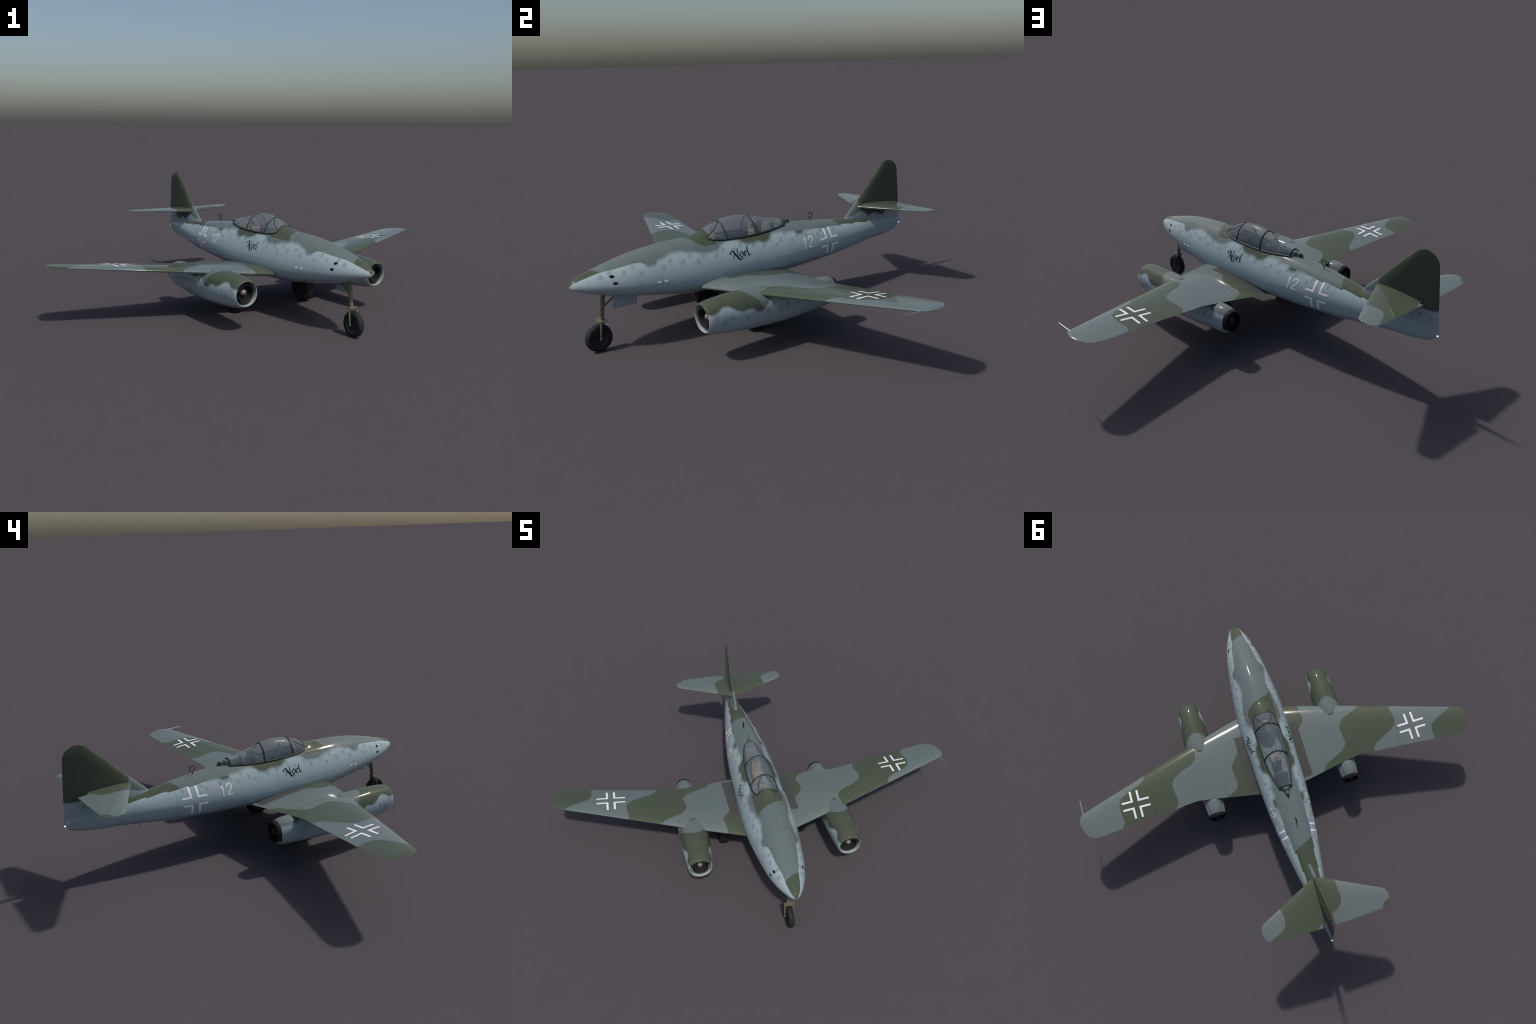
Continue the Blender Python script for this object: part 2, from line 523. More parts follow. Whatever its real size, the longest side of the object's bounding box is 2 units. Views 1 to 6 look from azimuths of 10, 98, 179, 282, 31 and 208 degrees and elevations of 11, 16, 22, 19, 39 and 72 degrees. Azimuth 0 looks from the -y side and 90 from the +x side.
def ribbon(points, width, fn, n=14, nib=None):
    """pen stroke: smooth path through points; constant width, or a slanted nib"""
    q = [Vector(p).to_2d() if len(p) > 2 else Vector((p[0], p[1])) for p in points]
    path = []
    for i in range(len(q) - 1):             # Catmull-Rom
        p0 = q[max(i-1, 0)]; p1 = q[i]; p2 = q[i+1]; p3 = q[min(i+2, len(q)-1)]
        for k in range(n if i < len(q)-2 else n+1):
            t = k/n
            path.append(.5*((2*p1) + (p2-p0)*t + (2*p0-5*p1+4*p2-p3)*t*t + (3*p1-p0-3*p2+p3)*t**3))
    v, f = [], []
    for i, p in enumerate(path):
        a = path[max(i-1, 0)]; b = path[min(i+1, len(path)-1)]
        t = (b - a).normalized() if (b-a).length > 1e-9 else Vector((1, 0))
        nrm = Vector((-t.y, t.x))
        if nib:
            d = Vector((math.cos(nib[1]), math.sin(nib[1])))*nib[0]*.5
            thin = nrm*width*.5
            if d.dot(nrm) < 0: d = -d
            off = d + thin
        else:
            off = nrm*width*.5
        v += [fn(*(p + off)), fn(*(p - off))]
        if i: f.append((2*i-2, 2*i-1, 2*i+1, 2*i))
    return v, f

# "12": strokes in units of figure height, leaning slightly
ONE = [[(.02, .80), (.10, .83), (.17, .90), (.20, 1.0)], [(.20, 1.0), (.20, 0.5), (.20, 0.0)]]
TWO = [[(.56, .72), (.57, .88), (.66, .985), (.80, .99), (.93, .93), (.97, .78), (.93, .62), (.80, .44), (.66, .25), (.56, .05)], [(.53, .05), (.75, .05), (1.02, .05)]]
for sign in (1, -1):
    place = on_flank(sign)
    parts = []
    for path in ONE + TWO:
        for s_mid in (0,):
            def fn(x, y, place=place, sign=sign):
                s = 1.2985 + x*.071 + y*.006 if sign > 0 else 2.648 - (1.2985 + x*.071) - y*.001
                return place(s, .334 + y*.057 + (0 if sign > 0 else .004*(x-.5)))
            parts.append(ribbon(path, .122, fn))
    v, f = join(parts)
    add("number_marking", mesh_from("number_marking", v, f, [cream], 60), fuselage)

# the name on the flank, written with a broad slanted nib
# letter strokes in page units: x along the word, y up, cap height 258
N1 = [(10, 120), (0, 165), (18, 200), (52, 219), (72, 214)]
N2 = [(66, 222), (110, 120), (150, 30), (180, -30), (212, -56), (250, -50), (268, -14)]
N3 = [(84, 196), (82, 110), (72, 55), (44, 10), (20, 2)]
N4 = [(168, -8), (172, 110), (178, 190), (190, 236), (208, 258)]
O1 = [(270, 152), (240, 130), (226, 80), (236, 30), (262, 8), (292, 26), (308, 76), (302, 124), (282, 152), (268, 152)]
E1 = [(340, 70), (372, 92), (392, 124), (384, 146), (366, 148), (344, 116), (334, 64), (344, 22), (364, 6), (392, 26)]
L1 = [(478, 268), (454, 250), (438, 210), (434, 130), (434, 40), (446, 8), (462, 10), (486, 40)]
for sign in (1, -1):
    place = on_flank(sign)
    def fn(x, y, place=place, sign=sign):
        s = .815 + x/478*.118
        return place(s if sign > 0 else 1.748 - s, .3665 + y/258*.0445)
    v, f = join([ribbon(q, w, fn, 10, (nib, math.radians(35))) for q, w, nib in
                 ((N1, 8, 22), (N2, 9, 31), (N3, 8, 11), (N4, 8, 14), (O1, 8, 19), (E1, 8, 18), (L1, 9, 20))])
    add("name_marking", mesh_from("name_marking", v, f, [black], 60), fuselage)

def oval(cs, cz, rs, rz, tilt, fn, n=24):
    v = [fn(cs, cz)]
    for ring in (.5, 1.0):
        for k in range(n):
            q = 2*math.pi*k/n
            a, b = rs*ring*math.cos(q), rz*ring*math.sin(q)
            v.append(fn(cs + a*math.cos(tilt) - b*math.sin(tilt), cz + a*math.sin(tilt) + b*math.cos(tilt)))
    f = [(0, 1+k, 1+(k+1) % n) for k in range(n)] + [(1+k, 1+n+k, 1+n+(k+1) % n, 1+(k+1) % n) for k in range(n)]
    return v, f

for sign in (1, -1):
    for cs, cz in ((.182, .387), (.191, .356)):
        v, f = oval(cs, cz, .0115, .0062, -.05, on_flank(sign))  # flat dark oval on the skin stands in for the gun opening
        add("gun_port_decal", mesh_from("gun_port_decal", v, f, [decal_black], 60), fuselage)
    for a, b in ((.390, .410), (.426, .447)):
        v, f = patch((a, b, .3235, .3335), on_flank(sign))
        add("stencil_block", mesh_from("stencil_block", v, f, [side_white], 60), fuselage)

# ------------------------------------------------------------------ engine nacelles
EC = .4535                           # lateral position of the engines
# station, top, bottom, half width
NAC = np.array([(.4435, .288, .153, .0655), (.450, .2930, .1480, .0690), (.464, .2972, .143, .0725), (.49, .302, .137, .0765), (.54, .306, .1295, .0805), (.61, .3095, .122, .0860),
                (.69, .3085, .1155, .0895), (.745, .3065, .113, .0897), (.79, .3025, .111, .0895), (.88, .290, .1095, .087), (.98, .281, .112, .0795),
                (1.06, .2725, .1165, .071), (1.10, .2715, .1195, .0662), (1.13, .2745, .122, .0632), (1.165, .2742, .1235, .060), (1.20, .268, .131, .0555), (1.2285, .2585, .146, .050)])

def nacelle_ring(s, n=72):
    zt, zb, w = [float(pchip(NAC[:, 0], NAC[:, k], s)) for k in (1, 2, 3)]
    zc = (zt + zb)/2; h = (zt - zb)/2
    tilt = (.0035*(1 - (s - .4435)/.15)) if s < .5935 else 0      # intake face leans
    out = []
    for k in range(n):
        q = 2*math.pi*k/n
        c, d = math.cos(q), math.sin(q)
        e = 2.12
        out.append((w*spow(c, 2/e), s - tilt*d, zc + h*spow(d, 2/e)))
    return out

def shrink(ring, k, s_new=None, ds=0):
    zc = sum(p[2] for p in ring)/len(ring)
    return [(p[0]*k, (p[1] if s_new is None else s_new) + ds, zc + (p[2]-zc)*k) for p in ring]

NAC_EDGE = [(.40, .256), (.455, .250), (.478, .252), (.503, .266), (.524, .273), (.547, .270), (.571, .256), (.598, .243), (.619, .238),
            (.641, .242), (.662, .240), (.683, .229), (.708, .219), (.731, .226), (.75, .240), (.775, .262), (.81, .268), (.85, .250), (.88, .252), (.91, .262), (.95, .25), (1.0, .245), (1.05, .255), (1.08, .262), (1.11, .245), (1.15, .243), (1.3, .243)]

def nacelle_paint(name, sign):
    p = Paint(name, BLUE, GLOSS).coords()
    s, z = p.s, p.z
    places = [(.477, .236), (.559, .221), (.634, .204), (.516, .203), (.678, .223), (.747, .212), (.826, .201), (.868, .222), (.931, .212), (.789, .237), (1.0, .232), (1.07, .215), (1.12, .222)]
    p.over(spots(p, s, z, places)*0.47, SPOT)
    d = z - s.curve(NAC_EDGE, .15, .40)
    up = d.ramp(-.009, .009)
    off = (p.u - EC)*1.0
    end = z.curve([(.15, .745), (.206, .736), (.241, .724), (.276, .703), (.30, .672), (.31, .655), (.34, .64)], .6, .8)
    green = mx([(end - s).ramp(-.001, .001), s.between(.80, 1.06)])
    n = p.t.nodes.new("ShaderNodeMix"); n.data_type = "RGBA"
    n.inputs[6].default_value = (*GREY, 1); n.inputs[7].default_value = (*GREEN, 1)
    p.t.links.new(green.s, n.inputs[0])
    p.over(up, X(p.t, n.outputs[2]))
    p.over(s.between(.778, .80)*z.gt(.29), GREEN)
    grain(p)
    lines = mx([s.line(q, .0011) for q in (.526, .647, .762, .872, .976, 1.09)])
    p.shade(1.0 - lines*0.27)
    return p.done()

duct_pale = Paint("intake_lip_paint", (0.30, 0.355, 0.345), .35).done()
duct_dark = Paint("duct_dark", (.012, .010, .012), .6).done()
burnt = Paint("burnt_steel", (.034, .030, .027), .55, .3).done()
centre_dark = Paint('intake_centre_paint', (.022, .021, .0225), .5).done()
bullet_metal = Paint("bullet_metal", (.22, .20, .19), .42, .4).done()

for sign in (1, -1):
    def ring(r): return [P(sign*EC + q[0], q[1], q[2]) for q in r]
    ns = list(np.linspace(.4435, .464, 6)) + list(np.linspace(.475, 1.195, 60)) + [1.2065, 1.215, 1.2285]
    outer = [nacelle_ring(float(s)) for s in ns]
    front = outer[0]
    lip = [shrink(front, .988, ds=-.0018), shrink(front, .968, ds=-.0020), shrink(front, .950, ds=.0)]
    inner = [shrink(front, .935, ds=.008), shrink(front, .92, ds=.03), shrink(front, .90, ds=.075)]
    throat = [shrink(front, .895, ds=.0755), shrink(front, .88, ds=.10), shrink(front, .05, ds=.105)]
    seq = list(reversed(throat)) + list(reversed(inner)) + list(reversed(lip)) + outer
    back = outer[-1]
    tail = [shrink(back, .97, ds=.001), shrink(back, .92, ds=-.002), shrink(back, .90, ds=-.022), shrink(back, .05, ds=-.024)]
    seq += tail
    v, f = loft([ring(r) for r in seq])
    n = len(front); idx = []
    k_th, k_in, k_lip = len(throat), len(inner), len(lip)
    for q in f[:-2]:
        i = q[0]//n
        if i < k_th: idx.append(2)
        elif i < k_th + k_in + 1: idx.append(1)
        elif i < k_th + k_in + k_lip + len(outer) - 1: idx.append(0)
        else: idx.append(2)
    # burnt collar round the upper part of the nozzle
    for j, q in enumerate(f[:-2]):
        sm = sum(v[i][1] for i in q)/4 + S0; zm = sum(v[i][2] for i in q)/4
        if idx[j] == 0 and sm > 1.2065 and zm > .162: idx[j] = 3
    idx += [2, 2]
    me = mesh_from("engine_nacelle", v, f, [nacelle_paint("nacelle_paint", sign), duct_pale, duct_dark, burnt], 75, idx)
    nac = add("engine_nacelle", me, root)
    v, f = lathe([(-.0215, .0005), (-.0205, .006), (-.017, .0115), (-.010, .0165), (0, .0190), (.012, .0185), (.03, .017), (.06, .022)], 32, "s", (sign*EC, .4800, .2235))
    add("intake_bullet", mesh_from("intake_bullet", v, f, [bullet_metal], 60), nac)
    v, f = lathe([(-.03, .022), (-.012, .0285), (0, .028), (.018, .018), (.032, .006), (.036, .0006)], 32, "s", (sign*EC, 1.2065, .2065))
    add("exhaust_cone", mesh_from("exhaust_cone", v, f, [burnt], 60), nac)
    v, f = lathe([(.040, .0005), (.039, .040), (.010, .0425), (.0015, .0440), (0, .0455), (.0015, .0468), (.012, .0478), (.10, .050), (.101, .0005)], 48, "s", (sign*EC, .4475, .2215))
    add("intake_centre_body", mesh_from("intake_centre_body", v, f, [centre_dark], 60), nac)
    # struts holding the bullet
    bars = []
    for k in range(4):
        q = math.pi/4 + k*math.pi/2
        bars.append(tube([(sign*EC + .046*math.cos(q), .490, .2215 + .046*math.sin(q)), (sign*EC + .061*math.cos(q), .490, .2215 + .062*math.sin(q))], .003, 6))
    v, f = join(bars)
    add("intake_strut", mesh_from("intake_strut", v, f, [duct_dark], 60), nac)

# ------------------------------------------------------------------ tail surfaces
STAB_LE = [(0, 1.808), (.083, 1.851), (.248, 1.933), (.355, 1.985), (.374, 1.997), (.383, 2.014), (.3865, 2.035), (.387, 2.05)]
STAB_TE = [(0, 2.113), (.07, 2.112), (.22, 2.107), (.338, 2.1025), (.362, 2.098), (.376, 2.084), (.384, 2.066), (.387, 2.052)]
STAB_Z = .4795

def stab_z(l, s, side):
    a, b = lin(STAB_LE, abs(l)), lin(STAB_TE, abs(l)); c = max(b-a, 1e-5)
    t = min(max((s-a)/c, 0), 1)
    return STAB_Z + .002*(.5 - t) + side*naca(t)*.105*c

def stab_mesh(sign, mats):
    n = 28
    ls = [0.0] + list(np.linspace(.012, .036, 3)) + list(np.linspace(.0365, .34, 22)) + [.352, .362, .370, .376, .381, .384, .386, .387]
    rings = []
    for l in ls:
        a, b = lin(STAB_LE, l), lin(STAB_TE, l)
        end = 1.0
        if l <= .0361:                                    # cut-out that clears the rudder
            end = ((2.056 if sign < 0 else 2.083) - a)/(b - a)
        ts = [(1 - math.cos(math.pi*i/n))/2*end for i in range(n+1)]
        rings.append([P(sign*l, a+(b-a)*t, stab_z(l, a+(b-a)*t, 1)) for t in ts] +
                     [P(sign*l, a+(b-a)*t, stab_z(l, a+(b-a)*t, -1)) for t in reversed(ts[:-1])][:-1])
        # the trailing point pair is shared: thickness there is small
    v, f = loft(rings)
    m = len(rings[0])
    idx = [0 if (len(q) > 4 or all((i % m) <= n or (i % m) == m-1 for i in q)) else 1 for q in f]
    return mesh_from("tailplane", v, f, mats, 50, idx)

def stab_paint(name, port):
    p = Paint(name, GREY, GLOSS).coords()
    u, s = p.u, p.s
    d = .0012
    if port:
        a = s.curve([(1.7, .27), (1.90, .256), (1.935, .248), (1.98, .240), (2.019, .241), (2.052, .261), (2.10, .353), (2.15, .42)], 0, .6)
        b = s.curve([(1.7, -.3), (2.05, -.04), (2.08, .016), (2.095, .054), (2.112, .070), (2.15, .09)], -.4, .4)
        green = (a - u).ramp(-d, d)*(u - b).ramp(-d, d)
    else:
        a = s.curve([(1.7, .109), (1.861, .109), (1.909, .109), (1.982, .110), (2.02, .086), (2.052, .032), (2.08, 0), (2.15, 0)], -.1, .4)
        b = s.curve([(1.7, .7), (2.0, .45), (2.052, .388), (2.072, .346), (2.102, .325), (2.15, .30)], 0, .8)
        green = (a - u).ramp(-d, d).max((u - b).ramp(-d, d))
    p.over(green, GREEN)
    fl = p.noise(260.0, 1.0, (1.0, .35, 1.0)).gt(.70)*p.noise(14.0, 2.0).gt(.55)
    p.over(fl*0.12, (0.24, 0.27, 0.24))
    grain(p)
    ribs = ((u - .07)*(1/.085)).op("FRACT").lt(.010)
    sp = mx([(s - (u*-.02 + 2.035)).abs().lt(.0007), (s - (u*.3 + 1.90)).abs().lt(.0006)])
    hinge = u.line(.357, .0008)*s.gt(2.06)
    p.shade(1.0 - mx([ribs, sp])*0.12 - hinge*0.3)
    return p.done()

add("tailplane", stab_mesh(1, [stab_paint("tailplane_paint_port", True), paint_under]), root)
add("tailplane", stab_mesh(-1, [stab_paint("tailplane_paint_starboard", False), paint_under]), root)

# height, leading edge, trailing edge
FIN_LE = [(.30, 1.72), (.412, 1.7185), (.421, 1.7185), (.430, 1.7265), (.444, 1.738), (.525, 1.827), (.632, 1.931), (.700, 2.004), (.715, 2.018), (.728, 2.033), (.735, 2.048), (.7385, 2.062), (.7395, 2.074)]
FIN_TE = [(.283, 2.105), (.288, 2.122), (.292, 2.136), (.302, 2.160), (.316, 2.176), (.335, 2.187), (.36, 2.187), (.455, 2.177), (.59, 2.166), (.668, 2.158), (.695, 2.1525), (.715, 2.136), (.728, 2.118), (.735, 2.102), (.7385, 2.088), (.7395, 2.080)]
def fin_half(z, t):
    c = lin(FIN_TE, z) - lin(FIN_LE, z)
    tc = lin([(.3, .085), (.42, .093), (.55, .098), (.70, .105), (.74, .09)], z)
    return naca(t)*tc*c

def fin_mesh(mats):
    n = 36
    zs = [.283, .288, .292, .297, .302, .309, .316, .325, .335, .35] + list(np.linspace(.36, .68, 40)) + [.69, .70, .708, .715, .722, .728, .732, .735, .737, .7385, .7395]
    ts = [(1 - math.cos(math.pi*i/n))/2 for i in range(n+1)]
    rings = []
    for z in zs:
        a, b = lin(FIN_LE, z), lin(FIN_TE, z)
        if z < .40: a = a + (.40 - z)*1.2
        up = [P(fin_half(z, t), a + (b-a)*t, z) for t in ts]
        dn = [P(-fin_half(z, t), a + (b-a)*t, z) for t in reversed(ts[1:-1])]
        rings.append(up + dn)
    v, f = loft(rings)
    return mesh_from("fin", v, f, mats, 50)

def fin_paint():
    p = Paint("fin_paint", BLUE, GLOSS).coords()
    s, z = p.s, p.z
    places = [(2.079, .415), (2.141, .405), (2.035, .392), (1.972, .405), (1.935, .384), (1.854, .398), (1.785, .410), (1.895, .414)]
    p.over(spots(p, s, z, places, (.0090, .0120))*0.55, SPOT)
    d = z - s.curve([(1.70, .418), (1.74, .426), (1.785, .434), (1.806, .445), (1.835, .452), (1.875, .435), (1.907, .419), (1.94, .427), (1.961, .426), (1.995, .410), (2.017, .407), (2.044, .420), (2.061, .430), (2.085, .447), (2.11, .446), (2.14, .446), (2.19, .457)], .38, .48)
    up = d.ramp(-.008, .008)
    g = s - z.curve([(.28, 1.84), (.463, 1.836), (.495, 1.832), (.515, 1.824), (.528, 1.818), (.60, 1.76), (.75, 1.6)], 1.5, 2.0)
    n = p.t.nodes.new("ShaderNodeMix"); n.data_type = "RGBA"
    n.inputs[6].default_value = (*GREY, 1); n.inputs[7].default_value = (*GREEN, 1)
    p.t.links.new(g.ramp(-.001, .001).s, n.inputs[0])
    p.over(up, X(p.t, n.outputs[2]))
    grain(p)
    weak = mx([s.line(q, .0007) for q in (1.86, 1.965, 2.065)] + [(z - .50).abs().lt(.0006), (z - .60).abs().lt(.0006)])
    strong = mx([(z - (2.158 - s)*.12 - .667).abs().lt(.0009)*s.gt(2.08), (z - .362).abs().lt(.0008)*s.gt(2.08)])
    p.shade(1.0 - weak*.15 - strong*.35)
    return p.done()

fin = add("fin", fin_mesh([fin_paint()]), root)
lamp = Paint("tail_lamp_glass", (.9, .9, .9), .2)
lamp.b.inputs["Emission Color"].default_value = (1, 1, 1, 1); lamp.b.inputs["Emission Strength"].default_value = 1.0
v, f = lathe([(-.0045, .0004), (-.003, .0034), (0, .0045), (.003, .0034), (.0045, .0004)], 16, "s", (0, 2.1835, .329))
add("tail_lamp", mesh_from("tail_lamp", v, f, [lamp.done()], 80), fin)

# ------------------------------------------------------------------ canopy
frame_paint = Paint("canopy_frame_paint", (.032, .043, .036), .35).done()
CAN_TOP = [(.7305, .511), (.78, .532), (.823, .547), (.866, .5555), (.92, .559), (.965, .556), (1.012, .547), (1.094, .5255), (1.163, .5095), (1.228, .499)]
CAN_FULL = 1.62                     # fullness of the hoops, 2 would be an ellipse
def canopy_point(s, q):
    """q from -1 (starboard rail) over 0 (top) to 1 (port rail)"""
    lb = .052 + (rail_l(s) - .054) if s < .745 else rail_l(s)
    zb = deck(s, lb) + .005
    if s < .745: zb = max(zb, .481 - (s - .7305)*.9)
    za = curve_of(CAN_TOP, s)
    a = q*math.pi/2
    k = 2/CAN_FULL
    l = lb*spow(math.sin(a), k); z = zb + (za - zb)*max(0.0, math.cos(a))**k
    lean = .014*math.sin(math.pi*min(max((s-.7305)/.24, 0), 1)*.5)*(1 if s < 1.05 else max(0, 1 - (s-1.05)/.2))
    return (l, s + lean*(1 - math.cos(a)), z)

glass = bpy.data.materials.new("canopy_glass"); glass.use_nodes = True
gt = glass.node_tree; gb = gt.nodes["Principled BSDF"]; go = gt.nodes["Material Output"]
gb.inputs["Base Color"].default_value = (.36, .42, .46, 1); gb.inputs["Roughness"].default_value = .28
gb.inputs["Specular IOR Level"].default_value = .25
tr = gt.nodes.new("ShaderNodeBsdfTransparent"); tr.inputs[0].default_value = (.90, .94, .95, 1)
mixs = gt.nodes.new("ShaderNodeMixShader")
lw = gt.nodes.new("ShaderNodeLayerWeight"); lw.inputs[0].default_value = .25
mr = gt.nodes.new("ShaderNodeMapRange"); mr.inputs[3].default_value = .20; mr.inputs[4].default_value = .42
gt.links.new(lw.outputs["Facing"], mr.inputs[0]); gt.links.new(mr.outputs[0], mixs.inputs[0])
gt.links.new(tr.outputs[0], mixs.inputs[1]); gt.links.new(gb.outputs[0], mixs.inputs[2]); gt.links.new(mixs.outputs[0], go.inputs[0])

cs = list(np.linspace(.7305, 1.232, 60)); nq = 40
v = [P(*canopy_point(float(s), -1 + 2*j/nq)) for s in cs for j in range(nq+1)]
f = [(i*(nq+1)+j, i*(nq+1)+j+1, (i+1)*(nq+1)+j+1, (i+1)*(nq+1)+j) for i in range(len(cs)-1) for j in range(nq)]
canopy = add("canopy", mesh_from("canopy_glass", v, f, [glass], 60), root)

def hoop(s, r, flat=1.0):
    return tube([canopy_point(s, -1 + 2*j/28) for j in range(29)], r, 8)
def screen_u():
    pts = []
    edge = [(-.0505, .7330), (-.049, .750), (-.0445, .770), (-.035, .790), (-.023, .806), (-.011, .816), (0, .8195)]
    edge += [(-l, s) for l, s in reversed(edge[:-1])]
    for k in range(49):                # U-shaped edge of the flat armoured screen
        t = k/48*(len(edge) - 1)
        l = float(pchip(range(len(edge)), [e[0] for e in edge], t)); s = lin(list(enumerate(e[1] for e in edge)), t)
        lb = .052 + (rail_l(s) - .054) if s < .745 else rail_l(s)
        q = math.asin(min(1, (abs(l)/lb)**(CAN_FULL/2)))/(math.pi/2)
        pts.append(canopy_point(s, math.copysign(q, l)))
    return tube(pts, .0025, 6)
def rail(sign):
    pts = [(sign*(rail_l(s) + .001), s, deck(s, rail_l(s)) + .0015) for s in np.linspace(.733, 1.236, 50)]
    return tube(pts, .0056, 10)
front = tube([canopy_point(.7305, -1 + 2*j/20) for j in range(21)], .0028, 6)
v, f = join([rail(1), rail(-1), hoop(.823, .0043), hoop(1.013, .0046), hoop(1.228, .0030), front, screen_u()])
add("canopy_frame", mesh_from("canopy_frame", v, f, [frame_paint], 60), canopy)
bar_paint = Paint("cross_bar_paint", (.24, .31, .31), .4).done()
v, f = join([tube([canopy_point(s, -1), canopy_point(s, 1)], .0013, 6) for s in (.823, 1.013, 1.222)])
add("canopy_cross_bar", mesh_from("canopy_cross_bar", v, f, [bar_paint], 60), canopy)

# cockpit furniture
peach = Paint("seat_leather", (.27, .22, .175), .6).done()
pink = Paint("headrest_pad", (.21, .14, .13), .6).done()
tan = Paint("bulkhead_paint", (.20, .185, .165), .6).done()
yel = Paint("instrument_panel_paint", (.19, .165, .08), .55).coords()
dial = (yel.l*55).op("SINE")*(yel.z*90).op("SINE")
yel.over(dial.gt(.35), (.06, .06, .05))
v, f = join([box(-.028, .028, .98, 1.035, .336, .405), box(-.028, .028, 1.035, 1.055, .336, .475)])
seat = add("pilot_seat", mesh_from("pilot_seat", v, f, [peach], 30, smooth=False), root)
v, f = box(-.014, .014, 1.030, 1.050, .476, .503)
add("headrest", mesh_from("headrest", v, f, [pink], 30, smooth=False), seat)
v, f = join([box(-.022, .022, 1.056, 1.062, .47, .515), box(.018, .021, 1.056, 1.09, .43, .512)])
add("seat_armour", mesh_from("seat_armour", v, f, [cockpit_grey], 30, smooth=False), seat)
v, f = loft([[P(.045*math.cos(math.pi*k/16), s, .43 + .067*math.sin(math.pi*k/16)) for k in range(17)] + [P(-.045, s, .336), P(.045, s, .336)] for s in (1.135, 1.139)])
add("rear_bulkhead", mesh_from("rear_bulkhead", v, f, [tan], 30), fuselage)
v, f = loft([[P(.046*math.cos(math.pi*k/16), s, .44 + .050*math.sin(math.pi*k/16)) for k in range(17)] + [P(-.046, s, .336), P(.046, s, .336)] for s in (.775, .785)])
add("instrument_panel", mesh_from("instrument_panel", v, f, [yel.done()], 30), fuselage)
v, f = join([tube([(0, .935, .336), (0, .925, .43)], .002, 8), tube([(0, .925, .43), (0, .921, .445)], .0035, 8)])
add("control_stick", mesh_from("control_stick", v, f, [duct_dark], 60), fuselage)

# tapered fairing behind the canopy, with dark blocks
fp = Paint("fairing_paint", GREY, .3).coords()
fp.over(fp.s.between(1.248, 1.262).max(fp.s.between(1.275, 1.297)), (.055, .07, .055))
rings = []
for s, w, top in ((1.222, .030, .4965), (1.24, .0215, .4925), (1.258, .0150, .490), (1.276, .0095, .4885), (1.290, .0065, .487), (1.296, .004, .474), (1.301, .001, .464)):
    base = deck(s, 0) - .012
    rings.append([P(w*c, s, base + (top - base)*h) for c, h in ((1.35, 0), (1, .62), (.8, .86), (.45, .97), (0, 1), (-.45, .97), (-.8, .86), (-1, .62), (-1.35, 0))])
v, f = loft(rings)
add("canopy_fairing", mesh_from("canopy_fairing", v, f, [fp.done()], 40), canopy)

# ------------------------------------------------------------------ small fittings
antenna_black = Paint("antenna_black", (.012, .013, .013), .45).done()
ring = [(0, 1.4525 + .0152*math.cos(2*math.pi*k/32), .4825 + .0158*math.sin(2*math.pi*k/32)) for k in range(32)]
v, f = join([tube(ring, .0021, 8, True), tube([(0, 1.4525, .448), (0, 1.4525, .468)], .0027, 10)])
add("loop_antenna", mesh_from("loop_antenna", v, f, [antenna_black], 60), fuselage)
for s, zt, zb in ((1.35, .212, .187), (1.79, .25, .222)):
    v, f = tube([(0, s, zt), (0, s, zb)], .0013, 6)
    add("aerial_stub", mesh_from("aerial_stub", v, f, [antenna_black], 60), fuselage)
steel = Paint("pitot_steel", (.72, .74, .78), .25, .9).done()
v, f = tube([(1.2595, 1.02, .3505), (1.2595, .96, .352), (1.259, .903, .3545)], [.0028, .0024, .0017], 8)
add("pitot_tube", mesh_from("pitot_tube", v, f, [steel], 60), wing_port)

# ------------------------------------------------------------------ landing gear
olive = Paint("gear_leg_paint", (.135, .135, .085), .45).done()
hubp = Paint("wheel_hub_paint", (.060, .065, .050), .5).done()
rubber = Paint("tyre_rubber", (.014, .015, .017), .7, 0, .3).done()

def wheel_parts(r, w, rim):
    """tyre and rim about the lateral axis, centred on the origin"""
    h = w/2
    tyre = [(-h*.62, rim), (-h*.86, rim + (r-rim)*.12), (-h, rim + (r-rim)*.40), (-h*.97, rim + (r-rim)*.62), (-h*.80, rim + (r-rim)*.86), (-h*.5, r*.985), (-h*.2, r), (h*.2, r), (h*.5, r*.985), (h*.80, rim + (r-rim)*.86), (h*.97, rim + (r-rim)*.62), (h, rim + (r-rim)*.40), (h*.86, rim + (r-rim)*.12), (h*.62, rim)]
    disc = [(-h*.45, .0005), (-h*.50, rim*.28), (-h*.30, rim*.40), (-h*.38, rim*.80), (-h*.62, rim*.95), (-h*.66, rim*1.02), (h*.66, rim*1.02), (h*.62, rim*.95), (h*.38, rim*.80), (h*.30, rim*.40), (h*.50, rim*.28), (h*.45, .0005)]
    o = (0, S0, 0)
    a, b = lathe(tyre, 56, "l", o), lathe(disc, 40, "l", o)
    return (mesh_from("tyre", *a, [rubber], 50), mesh_from("wheel_rim", *b, [hubp], 40))

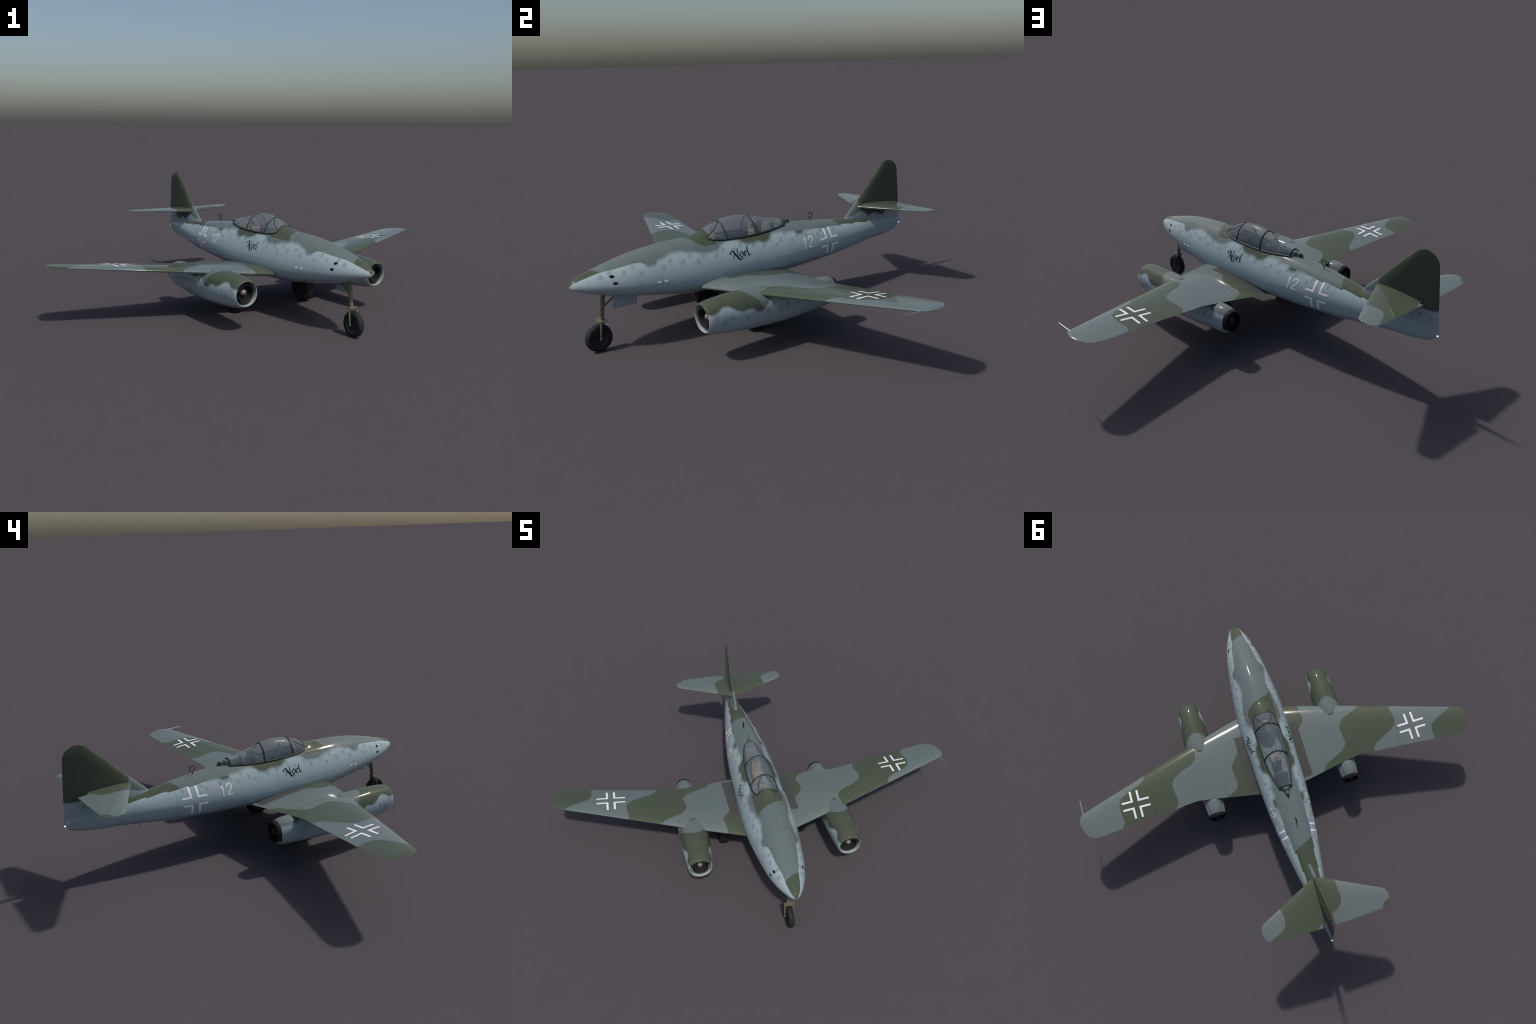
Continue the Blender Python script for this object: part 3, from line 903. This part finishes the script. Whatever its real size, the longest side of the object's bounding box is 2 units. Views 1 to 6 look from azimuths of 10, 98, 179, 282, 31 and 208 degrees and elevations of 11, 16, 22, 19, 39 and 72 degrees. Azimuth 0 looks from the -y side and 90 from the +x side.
# nose gear
nose = bpy.data.objects.new("nose_gear", None); bpy.context.scene.collection.objects.link(nose); nose.parent = root
t_me, r_me = wheel_parts(.0690, .036, .0365)
NW = P(0, .1215, .0690)
add("tyre", t_me, nose, NW); add("wheel_rim", r_me, nose, NW)
v, f = join([tube([(0, .1425, .150), (0, .1645, .30)], .0108, 16), tube([(0, .141, .142), (0, .1432, .156)], .0085, 16)])
add("gear_leg", mesh_from("gear_leg", v, f, [olive], 40), nose)
fork = []
for sg in (1, -1):
    fork.append(tube([(sg*.0245, .1315, .1535), (sg*.0245, .128, .110), (sg*.0235, .1235, .062)], [.0048, .0048, .0035], 10))
    fork.append(tube([(sg*.019, .1235, .067), (sg*.028, .1235, .067)], .004, 10))
fork.append(box(-.0275, .0275, .125, .145, .149, .1565))
v, f = join(fork)
add("fork", mesh_from("fork", v, f, [olive], 40), nose)
v, f = join([tube([(0, .1505, .166), (0, .170, .1465)], .0018, 6), tube([(0, .170, .1465), (0, .146, .132)], .0018, 6)])
add("torque_link", mesh_from("torque_link", v, f, [antenna_black], 60), nose)
v, f = tube([(0, .166, .226), (0, .232, .272)], .0042, 10)
add("drag_brace", mesh_from("drag_brace", v, f, [olive], 60), nose)
door_paint = Paint("gear_door_paint", (BLUE[0]*.9, BLUE[1]*.9, BLUE[2]*.9), .3).done()
v, f = loft([[P(l, s, z) for l, s, z in q] for q in (
    [(.046, .193, .290), (.046, .318, .262), (.036, .317, .2115), (.028, .195, .2085)],
    [(.0485, .193, .290), (.0485, .318, .262), (.0385, .317, .2115), (.0305, .195, .2085)])])
add("gear_door", mesh_from("gear_door", v, f, [door_paint], 30, smooth=False), nose)

# main gear
mt, mr_ = wheel_parts(.0868, .065, .047)
ML, MS = .254, .882
for sg in (1, -1):
    g = bpy.data.objects.new("main_gear", None); bpy.context.scene.collection.objects.link(g); g.parent = root
    c = P(sg*ML, MS, .0868)
    add("tyre", mt, g, c); add("wheel_rim", mr_, g, c)
    v, f = join([tube([(sg*.308, .875, .25), (sg*.300, .882, .078)], .011, 14), tube([(sg*.304, .882, .0868), (sg*.24, .882, .0868)], .008, 12), tube([(sg*.305, .880, .19), (sg*.22, .90, .245)], .005, 10)])
    add("gear_leg", mesh_from("gear_leg", v, f, [olive], 40), g)
    v, f = loft([[P(sg*(l + d), s, z) for l, s, z in ((.322, .846, .25), (.322, .926, .25), (.316, .914, .130), (.316, .856, .130))] for d in (0, .003)])
    add("gear_door", mesh_from("gear_door", v, f, [door_paint], 30, smooth=False), g)

for m in list(bpy.data.meshes):
    if m.users == 0: bpy.data.meshes.remove(m)
